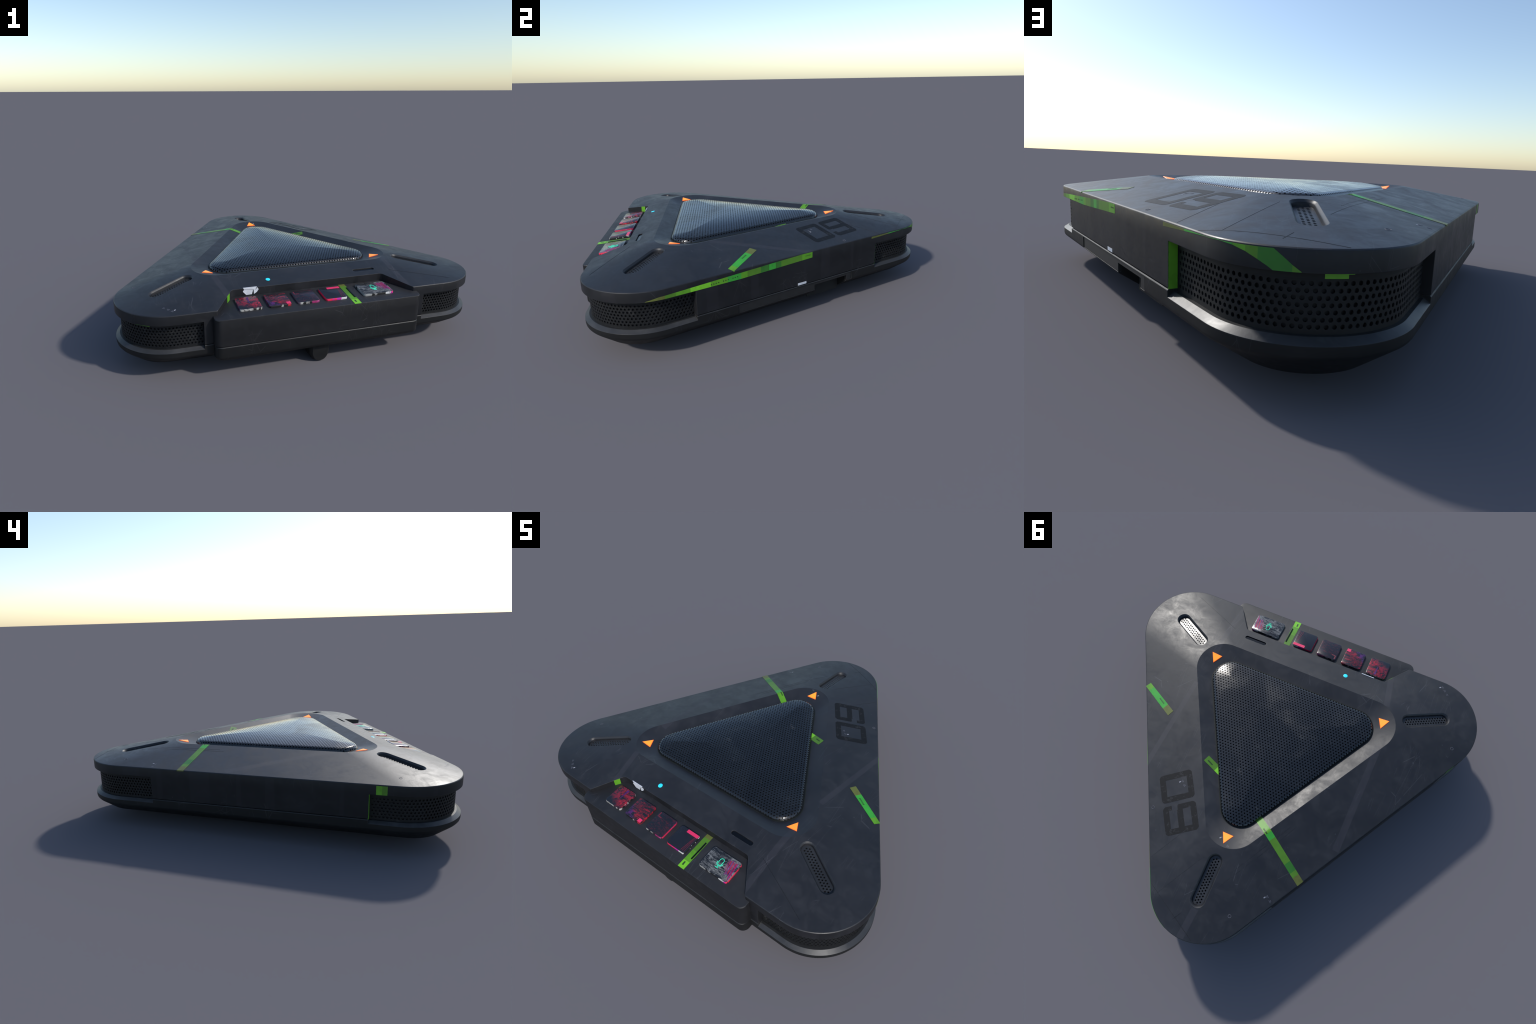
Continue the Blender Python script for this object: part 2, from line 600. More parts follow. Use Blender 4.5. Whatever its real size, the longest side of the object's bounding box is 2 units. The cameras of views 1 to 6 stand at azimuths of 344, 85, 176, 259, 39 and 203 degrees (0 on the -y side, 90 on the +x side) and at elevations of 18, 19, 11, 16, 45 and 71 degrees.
M_TAPE_A = tape_mat("green_tape", (.11, .33, .020))
M_TAPE_B = tape_mat("emerald_tape", (.045, .36, .040))
M_TAPE_C = tape_mat("moss_tape", (.085, .22, .020))
M_TAPE_D = tape_mat("olive_tape", (.12, .14, .032))
M_TAPE_E = tape_mat("lime_tape", (.20, .58, .030))
M_TAPE_F = tape_mat("deep_green_tape", (.035, .17, .022))
TAPES = [M_TAPE_A, M_TAPE_B, M_TAPE_C, M_TAPE_D, M_TAPE_E, M_TAPE_F]
M_ORANGE = plain("orange_light", (.9, .28, .03), .35, emit=((1.0, .26, .02), .75), var=.05)
M_RED_EDGE = plain("red_orange_edge", (.9, .13, .02), .4, emit=((1.0, .13, .015), .6), var=.1)
M_CYAN = plain("cyan_light", (.03, .6, .8), .3, emit=((.02, .62, .85), .45), var=.05)
M_GLASS = plain("black_gloss_window", (.003, .004, .006), .2, spec=.3, var=.1)
M_WHITE = plain("white_sticker", (.62, .64, .69), .5, var=.08)
M_GREYMARK = plain("grey_marking", (.11, .11, .135), .5)
M_PALE = plain("pale_tick", (.32, .32, .36), .5)
M_LINE = plain("scored_line", (.008, .008, .009), .5)
M_SCRATCH = plain("pale_scratch", (.022, .0225, .025), .45)
M_TEAL = plain("teal_icon", (.03, .72, .45), .4, emit=((.02, .72, .42), .35), var=.05)
M_PINK = plain("pink_print", (.78, .035, .13), .4, var=.1)
M_INKDARK = plain("dark_ink", (.02, .06, .012), .5)


def digit_mat():
    n = N("worn_black_digit")
    a = n.noise(38, 6, .7, dist=.4)
    b = n.noise(120, 3, .6)
    m = n.math('MULTIPLY', n.ramp(a, [(.56, 0.0), (.60, 1.0)]), n.ramp(b, [(.35, .4), (.55, 1.0)]))
    c = n.mix(m, (.004, .004, .0045), (.024, .024, .026))
    return n.finish(c, n.math('MULTIPLY_ADD', a, .2, .5), spec=.3)


M_DIGIT = digit_mat()

# ------------------------------------------------------------------ housing
loops = [loop(A_OUT - .004, R_OUT - .004, .1738), loop(A_OUT, R_OUT, .1768)]
for z in (.215, .255, .295, .3385):
    loops.append(loop(A_OUT, R_OUT, z))
loops.append(loop(A_OUT - .0011, R_OUT - .0011, .3420))
for i in range(9):
    t = i / 8
    loops.append(loop(A_RIM + (A_IN - A_RIM) * t, R_RIM + (R_IN - R_RIM) * t, Z_RIM + (Z_RIDGE - Z_RIM) * t))
for i in range(1, 4):
    t = i / 3
    loops.append(loop(A_IN + (A_DOME - A_IN) * t, R_IN + (R_DOME - R_IN) * t, Z_RIDGE + (Z_DOME - Z_RIDGE) * t))
loops.append(loop(A_DOME - .02, R_DOME - .02, Z_DOME - .004))
v, f = stack(loops)
housing = obj("housing", world(v), f, M_HOUSE)

# corner recesses: a ledge that slopes up towards the grille
S_END = {0: (-.490, .490), 1: (-.4165, .4165), 2: (-.4165, .4165)}
SECTION = [(-.05, .1202), (.0175, .1645), (.036, .1652), (.036, .2962), (-.05, .2962)]


def recess_cutter(k):
    s0, s1 = S_END[k][0] - .00023, S_END[k][1] + .00041
    n = 67
    lp = []
    for i in range(n + 1):
        s = s0 + (s1 - s0) * i / n
        lp.append(np.array([corner_point(k, s, o, z) for o, z in SECTION]))
    v, f = stack(lp)
    c = obj("cutter", world(v), f)
    bm = bmesh.new(); bm.from_mesh(c.data)
    bmesh.ops.recalc_face_normals(bm, faces=bm.faces)
    bm.to_mesh(c.data); bm.free()
    return c


def slot_frame(k):
    """centre line of the slot on the deck next to corner k (world)"""
    an = CORNERS[k]
    r0, r1 = .684, .953
    e = []
    for r in (r0, r1):
        p = world(np.array([r * math.cos(an), r * math.sin(an), 0.0]))
        p[2] = deck_z(p[0], p[1]); e.append(p)
    ax = e[1] - e[0]; ln = np.linalg.norm(ax); ax /= ln
    sd = np.cross([0, 0, 1], ax); sd /= np.linalg.norm(sd)
    up = np.cross(ax, sd)
    # a hair off the symmetry line keeps the boolean away from the mesh edges
    return (e[0] + e[1]) / 2 + sd * .00043 + ax * .00031, ax, sd, up, ln


def stadium(ln, w, n=14):
    h = ln / 2 - w
    pts = [(h + w * math.cos(t), w * math.sin(t)) for t in np.linspace(-math.pi / 2, math.pi / 2, n)]
    pts += [(-h + w * math.cos(t), w * math.sin(t)) for t in np.linspace(math.pi / 2, 3 * math.pi / 2, n)]
    return pts


SLOT_W = .0388
SLOT_D = .025


def slot_cutter(k):
    c, ax, sd, up, ln = slot_frame(k)
    lp = []
    for h, d in ((-SLOT_D - .012, .0138), (-SLOT_D + .004, .0138), (-.018, .0102), (-.0095, .0080), (-.0060, .0058), (-.0032, .0032), (.0062, -.0062), (.03, -.0062)):
        lp.append(np.array([c + ax * a + sd * b + up * h for a, b in stadium(ln - 2 * d, SLOT_W - d)]))
    v, f = stack(lp)
    c = obj("cutter", v, f)
    fix_normals(c)
    return c


TRAY = [(.422, -.733), (-.422, -.733), (-.530, -.8915), (-.75, -.8925), (-.75, -1.2), (.75, -1.2), (.75, -.8925), (.530, -.8915)]


def floor_z(x, y):
    return .3145 + .112 * (y + .94)


def tray_cutter():
    plan = rounded(TRAY, [.028, .028, .02, 0, 0, 0, 0, .02], 8)
    v, f = prism(plan, .29, .6)
    c = obj("cutter", v, f)
    fix_normals(c)
    return c


WX, WXS = math.cos(math.pi / 6), math.sin(math.pi / 6)


def right_wall(s, o, z):
    """point on the +x wall: s along it, o inwards (world)"""
    return world(np.array([(A_OUT - o) * WX - s * WXS, (A_OUT - o) * WXS + s * WX, z]))


def wall_box(s0, s1, o0, o1, z0, z1):
    lo = [right_wall(s0, o0, z0), right_wall(s1, o0, z0), right_wall(s1, o1, z0), right_wall(s0, o1, z0)]
    hi = [p + np.array([0, 0, z1 - z0]) for p in lo]
    v, f = stack([np.array(lo), np.array(hi)])
    c = obj("cutter", v, f)
    bm = bmesh.new(); bm.from_mesh(c.data)
    bmesh.ops.recalc_face_normals(bm, faces=bm.faces)
    bm.to_mesh(c.data); bm.free()
    return c


def window_cutter():
    c = np.array([.342, -.680, deck_z(.342, -.680)])
    lp = [np.array([c + np.array([a, b, 0]) + np.array([0, 0, h - .21 * 0 * b]) for a, b in stadium(.128, .0115, 10)])
          for h in (-.004, .02)]
    lp[0][:, 2] = [deck_z(p[0], p[1]) - .0065 for p in lp[0]]
    v, f = stack(lp)
    c = obj("cutter", v, f)
    fix_normals(c)
    return c


triangulate(housing)
for k in range(3):
    cut(housing, [slot_cutter(k)])
cut(housing, [tray_cutter()])
for k in range(3):
    cut(housing, [recess_cutter(k)])
cut(housing, [window_cutter()])
sharpen(housing.data, 28)
# the ridge around the centre is a crisp crease all the way
me = housing.data
co = np.array([v.co[:] for v in me.vertices])
ix, iy = ideal(co[:, 0], co[:, 1])
on = (np.abs(tri_sd(ix, iy, A_IN, R_IN)) < 2e-4) & (np.abs(co[:, 2] - Z_RIDGE) < 2e-4)
at = me.attributes.get("sharp_edge") or me.attributes.new("sharp_edge", 'BOOLEAN', 'EDGE')
for e in me.edges:
    if on[e.vertices[0]] and on[e.vertices[1]]:
        at.data[e.index].value = True

# ------------------------------------------------------------------ base
lp = []
for o, dr, z in ((.112, .122, .0575), (.0909, .107, .0605), (.010, .012, .1150), (.003, .003, .1195), (-.0006, 0, .125), (-.0014, 0, .131),
                 (-.0014, 0, .1695), (.0016, .0016, .1726), (.03, .03, .1730)):
    lp.append(loop(A_OUT - o, R_OUT - dr, z))
v, f = stack(lp)
base = obj("base", world(v), f, M_BASE)
triangulate(base)
cut(base, [recess_cutter(k) for k in range(3)] +
    [wall_box(-.381, .345, -.03, .009, .1245, .168), wall_box(.0875, .307, -.03, .075, .03, .1535)])
sharpen(base.data, 30)
# bare metal bevel under each grille
base.data.materials.append(M_LEDGE)
for p in base.data.polygons:
    if .153 < p.center.z < .1643 and .6 < p.normal.z < .95:
        p.material_index = 1

# battery door set into the base, with the finger notch left open
dz0, dz1 = .1250, .1672
plan = [(-.379, dz0), (.0855, dz0), (.0855, .1535), (.309, .1535), (.309, dz0), (.343, dz0), (.343, dz1), (-.379, dz1)]
lo = np.array([right_wall(s, .0085, z) for s, z in plan]); hi = np.array([right_wall(s, .0012, z) for s, z in plan])
v, f = stack([lo, hi])
door = obj("battery_door", v, f, M_DOOR)
bevel(door, .001, 1)
lo = np.array([right_wall(s, .0745, z) for s, z in ((.09, .06), (.305, .06), (.305, .152), (.09, .152))])
hi = np.array([right_wall(s, .068, z) for s, z in ((.09, .06), (.305, .06), (.305, .152), (.09, .152))])
v, f = stack([lo, hi])
obj("notch_back", v, f, M_VOID)

# ------------------------------------------------------------------ control panel (tray and its front)
pl = rounded([(-.552, -.70), (-.552, -.941), (.552, -.941), (.552, -.70)], [0, .036, .036, 0], 10)
rows = []
c2 = np.array([0, -.80])


def shrink(plan, d):
    return [(x - math.copysign(min(d, abs(x)), x) if abs(x) > .5 else x, y + d if y < -.75 else y) for x, y in plan]


def tray_lp(d, fz):
    return np.array([(x, y, fz(x, y)) for x, y in shrink(pl, d)])


v, f = stack([tray_lp(.003, lambda x, y: .1738), tray_lp(0, lambda x, y: .1768),
              tray_lp(0, lambda x, y: .25),
              tray_lp(0, lambda x, y: floor_z(x, y) - .0045), tray_lp(.0016, lambda x, y: floor_z(x, y) - .001),
              tray_lp(.0048, lambda x, y: floor_z(x, y))])
panel = obj("control_panel", v, f, M_PANEL, smooth=28)
v, f = stack([tray_lp(.062, lambda x, y: .068), tray_lp(.012, lambda x, y: .0985), tray_lp(.004, lambda x, y: .106), tray_lp(-.0004, lambda x, y: .114),
              tray_lp(-.0014, lambda x, y: .122), tray_lp(-.0014, lambda x, y: .1695), tray_lp(.0016, lambda x, y: .1727)])
panel_base = obj("panel_base", v, f, M_BASE, smooth=30)

# rounded rib below the panel that the whole thing rests on
lp = []
cx, hw, rr = .002, .056, .050
sec = [(-hw, .13)] + [(-hw + rr * (1 - math.cos(t)), rr * (1 - math.sin(t))) for t in np.linspace(0, math.pi / 2, 12)] + \
      [(hw - rr * (1 - math.cos(t)), rr * (1 - math.sin(t))) for t in np.linspace(math.pi / 2, 0, 12)] + [(hw, .13)]
nose = [(-.921 + .045 * (1 - math.cos(t)), math.sin(t)) for t in np.linspace(.85, math.pi / 2, 8)]
for y, k in nose + [(-.70, 1.0), (-.52, 1.0), (-.50, .9)]:
    lp.append(np.array([(cx + x * k, y, .13 - (.13 - z) * (.90 + .10 * k)) for x, z in sec]))
v, f = stack(lp)
foot = obj("rest_foot", v, f, M_BASE)
bm = bmesh.new(); bm.from_mesh(foot.data); bmesh.ops.recalc_face_normals(bm, faces=bm.faces); bm.to_mesh(foot.data); bm.free()
sharpen(foot.data, 40)

# ------------------------------------------------------------------ centre dome
RE = .022
EXT = RE * (math.pi / 2 - 1)
CROWN = .023
Z_B = .381


def dome_map(U, V, H):
    a, r = A_DOME + EXT, R_DOME + EXT
    sd = tri_sd(U, V, a, r)
    e = 1e-5
    gx = (tri_sd(U + e, V, a, r) - tri_sd(U - e, V, a, r)) / (2 * e)
    gy = (tri_sd(U, V + e, a, r) - tri_sd(U, V - e, a, r)) / (2 * e)
    g = np.hypot(gx, gy); g[g < .5] = 1; gx /= g; gy /= g
    over = np.maximum(sd, 0)
    U = U - gx * over; V = V - gy * over
    q = np.maximum(-sd, 0)
    edge = q < RE * math.pi / 2
    th = np.where(edge, q / RE, math.pi / 2)
    delta = np.where(edge, RE * (1 - np.cos(th)), q - RE * (math.pi / 2 - 1))
    move = np.where(edge, delta + EXT - q, 0)
    inner = np.clip(delta / .30, 0, 1)
    z = Z_B + RE * np.sin(th) + CROWN * (1 - (1 - inner) ** 2.6)
    nx, ny, nz = gx * np.cos(th), gy * np.cos(th), np.sin(th)
    x = U - gx * move - nx * H
    y = V - gy * move - ny * H
    return world(np.stack([x, y, z - nz * H], 1))


PITCH = .0161
cells = [(u, w) for u, w in hex_grid(-.62, .62, -.40, .66, PITCH)
         if tri_sd(u, w, A_DOME + EXT, R_DOME + EXT) < PITCH * .55]
dome = perforated("dome_grille", cells, PITCH, PITCH * .238, dome_map,
                  lambda u, w: tri_sd(u, w, A_DOME + EXT, R_DOME + EXT) < -PITCH * .5, M_DOME, depth=.006)
# dark shell beneath the mesh
lp = []
for i, (o, dz) in enumerate(((.004, 0), (.006, .008), (.012, .014), (.03, .0195), (.07, .0275), (.12, .0335), (.2, .0375))):
    lp.append(loop(A_DOME - o, max(R_DOME - o, .01), Z_B + dz - .001))
v, f = stack(lp, cap_lo=False)
obj("dome_lining", world(v), f, M_VOID, smooth=40)
# dark green gasket in the gap around the dome
lp = [loop(A_DOME + .0016, R_DOME + .0016, .379), loop(A_DOME + .0016, R_DOME + .0016, .3864),
      loop(A_DOME + .0006, R_DOME + .0006, .3868), loop(A_DOME - .003, R_DOME - .003, .3860)]
v, f = stack(lp, cap_lo=False, cap_hi=False)
obj("dome_gasket", world(v), f, M_GASKET, smooth=40)

# ------------------------------------------------------------------ corner grilles
GP = .0172
G_O = .0275                       # depth of the mesh behind the wall
ROW = GP * S3 / 2


def grille(k):
    s0, s1 = S_END[k]
    half = R_OUT * math.pi / 3
    q = (R_OUT - G_O) / R_OUT      # arc lengths shrink on the mesh
    to_u = lambda s: s * q if abs(s) < half else math.copysign(half * q + abs(s) - half, s)
    to_s = lambda u: u / q if abs(u) < half * q else math.copysign(half + abs(u) - half * q, u)
    u0, u1 = to_u(s0) - .004, to_u(s1) + .004
    z0, z1 = .158, .299

    def mp(U, V, H):
        return world(np.array([corner_point(k, to_s(u), G_O + h, z) for u, z, h in zip(np.clip(U, u0, u1), np.clip(V, z0, z1), H)]))
    g = hex_grid(u0 - GP, u1 + GP, .2700 - ROW * 8, z1 + ROW, GP)
    g = [(u, w) for u, w in g if u0 - GP * .6 < u < u1 + GP * .6 and z0 - GP * .6 < w < z1 + GP * .6]
    ok = lambda u, w: u0 + GP * .5 < u < u1 - GP * .5 and .172 < w < .276
    return perforated("corner_grille", g, GP, GP * .30, mp, ok, M_GRILLE, depth=.006)


def lip_shadow_strip(k):
    """plain strip that closes the mesh under the lip"""
    s0, s1 = S_END[k]
    lp = []
    for i in range(61):
        s = s0 - .003 + (s1 - s0 + .006) * i / 60
        lp.append(np.array([corner_point(k, s, o, z) for o, z in ((.0262, .2802), (.0262, .2985), (.032, .2985), (.032, .2802))]))
    v, f = stack(lp)
    o = obj("lip_shadow_strip", world(v), f, M_VOID)
    fix_normals(o); sharpen(o.data, 40)


for k in range(3):
    grille(k)
    lip_shadow_strip(k)

# ------------------------------------------------------------------ slot vents
VP = .0152
for k in range(3):
    c, ax, sd, up, ln = slot_frame(k)

    def vent_map(U, V, H, c=c, ax=ax, sd=sd, up=up):
        return c + np.outer(U, ax) + np.outer(V, sd) + np.outer(-SLOT_D + .007 - H, up)
    w0, l0 = SLOT_W - .0125, ln / 2 - .0125

    def in_slot(u, w, w0=w0, l0=l0):
        return math.hypot(max(abs(u) - (l0 - w0), 0), w) < w0 - VP * .24
    cells = [(u, w) for u, w in hex_grid(-l0 - .002, l0, -2 * VP * S3 / 2, 2.2 * VP * S3 / 2, VP)
             if math.hypot(max(abs(u) - (l0 - w0), 0), w) < w0 + VP * .5]
    perforated("slot_vent", cells, VP, VP * .285, vent_map, in_slot, M_VENT, depth=.004)
    v = [c + ax * a + sd * b + up * (-SLOT_D - .002) for a, b in stadium(ln, SLOT_W)]
    v += [p - up * .003 for p in v]
    n = len(v) // 2
    obj("vent_lining", v, [tuple(range(n)), tuple(range(2 * n - 1, n - 1, -1))] +
        [(i, n + i, n + (i + 1) % n, (i + 1) % n) for i in range(n)], M_VOID)

# ------------------------------------------------------------------ indicator triangles
for cx, cy in ((.5, -.4875), (-.5, -.4875), (.0, .4135)):
    h = .0295
    pts = [(cx + h, cy - .0185), (cx, cy + .0365), (cx - h, cy - .0185)][::-1]
    pts = [(cx - h, cy - .0185), (cx + h, cy - .0185), (cx, cy + .0365)]
    lo = np.array([(x, y, deck_z(x, y) - .004) for x, y in pts])
    m1 = np.array([(x, y, deck_z(x, y) + .0012) for x, y in pts])
    ctr = m1.mean(0)
    m2 = ctr + (m1 - ctr) * .92 + np.array([0, 0, .0014])
    v, f = stack([lo, m1, m2])
    o = obj("indicator_triangle", v, f, [M_ORANGE, M_RED_EDGE], mi=[1, 1, 1, 1, 1, 1, 0, 0])

# ------------------------------------------------------------------ keys
KEY_TH = .0125
NAVY = (.013, .016, .023)


def key(name, x0, x1, top, side, y0=-.8845, y1=-.768):
    pl = rounded([(x0, y0), (x1, y0), (x1, y1), (x0, y1)], .012, 6)
    cx, cy = (x0 + x1) / 2, (y0 + y1) / 2
    hx, hy = (x1 - x0) / 2, (y1 - y0) / 2

    def lpz(d, h):
        return np.array([(cx + (x - cx) * (1 - d / hx), cy + (y - cy) * (1 - d / hy), floor_z(x, y) + h) for x, y in pl])
    L = [lpz(.002, -.004), lpz(0, 0.001), lpz(0, KEY_TH - .0030), lpz(.0008, KEY_TH - .0009), lpz(.0028, KEY_TH)]
    v, f = stack(L)
    n = len(pl)
    mi = [1] * (3 * n) + [0] * n + [1, 0]
    return obj(name, v, f, [top, side], mi=mi, smooth=40)


RED, RED2, PUR = (.52, .016, .040), (.30, .016, .036), (.19, .025, .27)
WHT, BLK, MAG = (.42, .41, .39), (.012, .012, .013), (.50, .02, .34)
HOT = (.78, .02, .08)
k1 = key("key", -.4185, -.3030, print_mat("key_print_red_grime", NAVY, RED2, RED, .51, 1.3, 15, zone=(-.365, -.852, 1.25, .05), lines=.8, stroke=1.3),
         side_mat("key_side_grime", -.42, -.30, [(0, (.16, .02, .14)), (.03, WHT), (.97, (.2, .02, .05))], .53, seed=1))
k2 = key("key", -.2675, -.1510, print_mat("key_print_red_torn", NAVY, RED, PUR, .49, 2.9, 11, zone=(-.26, -.83, 0, 2.0), zone2=(-.228, -.862, -2.4, .012), lines=.6),
         side_mat("key_side_black", -.27, -.15, [(0, (.22, .02, .10)), (.04, BLK), (.55, WHT), (.62, BLK), (.84, RED)], .50, seed=2))
k3 = key("key", -.1165, .0005, print_mat("key_print_faint", NAVY, (.20, .016, .03), (.12, .018, .09), .39, 4.1, 15, zone=(-.06, -.83, 0, 2.0), lines=.8),
         side_mat("key_side_mixed", -.117, .001, [(0, (.14, .10, .12)), (.12, WHT), (.22, BLK), (.36, (.25, .24, .23)), (.50, BLK), (.62, (.30, .02, .12)), (.85, (.40, .06, .22)), (.97, (.5, .02, .07))], .43, seed=3))
k4 = key("key", .0335, .1520, print_mat("key_print_plain", NAVY, (.20, .014, .028), (.2, .015, .05), .36, 5.3, 18, zone=(.09, -.83, 0, 2.0), lines=.10),
         side_mat("key_side_pink", .0335, .152, [(0, HOT), (.30, (.6, .02, .25)), (.36, HOT), (.46, MAG), (.70, (.62, .61, .60)), (.97, BLK)], .30, seed=4))
k5 = key("microphone_key", .2450, .4160, print_mat("key_print_ash", (.015, .017, .021), (.42, .42, .41), (.22, .22, .22), .50, 6.6, 8.0, zone=(.33, -.83, 0, 2.0), stroke=3.0, lines=.8),
         side_mat("key_side_white", .245, .416, [(0, (.30, .30, .29)), (.25, BLK), (.35, (.2, .2, .2)), (.45, BLK), (.74, (.62, .62, .62)), (.88, MAG), (.96, HOT)], .42, seed=5))


def key_z(x, y):
    return floor_z(x, y) + KEY_TH - .0002


def key_bar(name, par, quad, mat, th=.0009):
    return deck_quad(name, quad, mat, nu=2, nv=2, th=th, zf=key_z, parent=par)


key_bar("pink_bar", k4, [(.079, -.7885), (.149, -.7885), (.149, -.7715), (.079, -.7715)], M_PINK)
M_REDLINE = plain("dull_red_line", (.20, .014, .035), .4)
for a, b in (((.1335, -.7925), (.1225, -.876)), ((.142, -.7905), (.1415, -.876)), ((.137, -.7905), (.1315, -.876))):
    key_bar("red_line", k4, [(a[0], a[1]), (b[0], b[1]), (b[0] + .0014, b[1]), (a[0] + .0014, a[1])], M_REDLINE, .0005)
key_bar("pink_patch", k2, [(-.176, -.8815), (-.1545, -.8815), (-.1545, -.862), (-.176, -.862)], M_PINK)
key_bar("purple_patch", k1, [(-.361, -.776), (-.348, -.776), (-.3555, -.834), (-.3575, -.834)], plain("purple_print", (.08, .014, .13), .4))
for x0, x1, y0, y1 in ((-.110, -.104, -.80, -.775), (-.105, -.085, -.802, -.797)):
    key_bar("red_mark", k3, [(x0, y0), (x1, y0), (x1, y1), (x0, y1)], plain("dull_red_print", (.16, .015, .03), .5), .0006)
# purple and red streaks on the microphone key
M_PURPLE = plain("purple_streak", (.17, .03, .20), .4, var=.4)
M_REDSTK = plain("red_streak", (.34, .016, .06), .4, var=.5, scale=90)
for i in range(18):
    x = .352 + i * .0029 + random.uniform(-.001, .001)
    w = random.uniform(.0012, .0046)
    y1 = -.7735 - random.uniform(0, .014)
    y0 = -.8785 + random.uniform(0, .030) + max(0, .036 - i * .003)
    dx = random.uniform(.008, .018)
    x2 = min(x + dx, .4115 - w)
    x = min(x, .409 - w)
    key_bar("streak", k5, [(x, y1), (x2, y0), (x2 + w, y0), (x + w, y1)], M_PURPLE if i % 5 in (1, 2) else M_REDSTK, .0004 + .00004 * i)


def tube(name, pts, r, mat, parent, closed=False):
    cu = bpy.data.curves.new(name, 'CURVE')
    cu.dimensions = '3D'; cu.bevel_depth = r; cu.bevel_resolution = 2
    sp = cu.splines.new('POLY'); sp.points.add(len(pts) - 1)
    for p, q in zip(sp.points, pts):
        p.co = (*q, 1)
    sp.use_cyclic_u = closed
    tmp = bpy.data.objects.new(name, cu); bpy.context.collection.objects.link(tmp)
    dg = bpy.context.evaluated_depsgraph_get()
    me = bpy.data.meshes.new_from_object(tmp.evaluated_get(dg))
    bpy.data.objects.remove(tmp); bpy.data.curves.remove(cu)
    me.name = name
    me.materials.clear(); me.materials.append(mat)
    o = bpy.data.objects.new(name, me); bpy.context.collection.objects.link(o)
    o.parent = parent
    sharpen(me, 50)
    return o


def on_key(pts):
    return [(x, y, key_z(x, y) + .0004) for x, y in pts]


mx, my = .327, -.823
cap = [(mx + .0105 * math.cos(t), my + .006 + math.copysign(.0075, math.sin(t)) + .0105 * math.sin(t)) for t in np.linspace(0, 2 * math.pi, 29)[:-1]]
tube("icon_capsule", on_key(cap), .0013, M_TEAL, k5, True)
tube("icon_cradle", on_key([(mx + .0165 * math.cos(t), my + .001 + .0175 * math.sin(t)) for t in np.linspace(math.pi * 1.0, math.pi * 2.0, 15)]), .0013, M_TEAL, k5)
tube("icon_stem", on_key([(mx, my - .0165), (mx, my - .026)]), .0013, M_TEAL, k5)
tube("icon_foot", on_key([(mx - .010, my - .026), (mx + .010, my - .026)]), .0013, M_TEAL, k5)

# ------------------------------------------------------------------ tray furniture
deck_quad("key_divider", [(.1925, -.777), (.1925, -.880), (.1985, -.880), (.1985, -.777)], M_GLASS, nu=2, nv=2, th=.0045, zf=floor_z)
deck_quad("green_tape", [(.1645, -.7345), (.1645, -.9395), (.2015, -.9395), (.2015, -.7345)], TAPES, nu=11, nv=2, th=.0010,
          zf=floor_z, colmat=[3, 2, 2, 2, 2, 0, 0, 0, 4, 4])
deck_quad("tape_print", [(.176, -.905), (.176, -.925), (.185, -.925), (.183, -.905)], M_INKDARK, nu=2, nv=2, th=.0014, zf=floor_z)


def face_plate(name, quad, th, mats, normal):
    a, b, c, d = [np.array(p, float) for p in quad]
    return slab(name, [[a, d], [b, c]], np.array(normal, float), th, mats)


# white sticker pieces on the rear wall of the tray
yb = -.7332
for q in (((-.362, .381), (-.289, .381), (-.2965, .366), (-.356, .3715)),
          ((-.363, .361), (-.357, .3695), (-.309, .3655), (-.315, .342), (-.345, .341)),
          ((-.306, .366), (-.2935, .3655), (-.287, .3775), (-.279, .366), (-.2885, .352), (-.304, .342))):
    n = len(q)
    v = [(x, yb - .0005, z) for x, z in q] + [(x, yb + .003, z) for x, z in q]
    f = [tuple(range(n)), tuple(range(2 * n - 1, n - 1, -1))] + [(i, n + i, n + (i + 1) % n, (i + 1) % n) for i in range(n)]
    o = obj("white_sticker", v, f, M_WHITE)
    bm = bmesh.new(); bm.from_mesh(o.data); bmesh.ops.recalc_face_normals(bm, faces=bm.faces); bm.to_mesh(o.data); bm.free()

# green patch on the left slanted wall of the tray
p0, p1 = np.array((-.422, -.733)), np.array((-.530, -.8915))
d = (p1 - p0) / np.linalg.norm(p1 - p0)
nn = np.array((-d[1], d[0]))
if nn[0] < 0:
    nn = -nn
a, b = p0 + d * .030, p0 + d * .062
face_plate("green_tape", [(*a, .3305), (*b, .3260), (*b, .3665), (*a, .3705)], .0012, M_TAPE_A, (*nn, 0))

# ------------------------------------------------------------------ status light, window
pts = [(-.211 + .0118 * math.cos(t), -.675 + .0118 * math.sin(t)) for t in np.linspace(0, 2 * math.pi, 33)[:-1]]
L = [np.array([(x, y, deck_z(x, y) - .003) for x, y in pts]), np.array([(x, y, deck_z(x, y) + .0008) for x, y in pts]),
     np.array([(-.211 + (x + .211) * .85, -.675 + (y + .675) * .85, deck_z(x, y) + .0014) for x, y in pts])]
v, f = stack(L)
obj("status_light", v, f, M_CYAN, smooth=60)
pts = [(.342 + a, -.680 + b) for a, b in stadium(.126, .0105, 10)]
L = [np.array([(x, y, deck_z(x, y) - .0068) for x, y in pts]), np.array([(x, y, deck_z(x, y) - .0048) for x, y in pts])]
v, f = stack(L)
obj("display_window", v, f, M_GLASS)

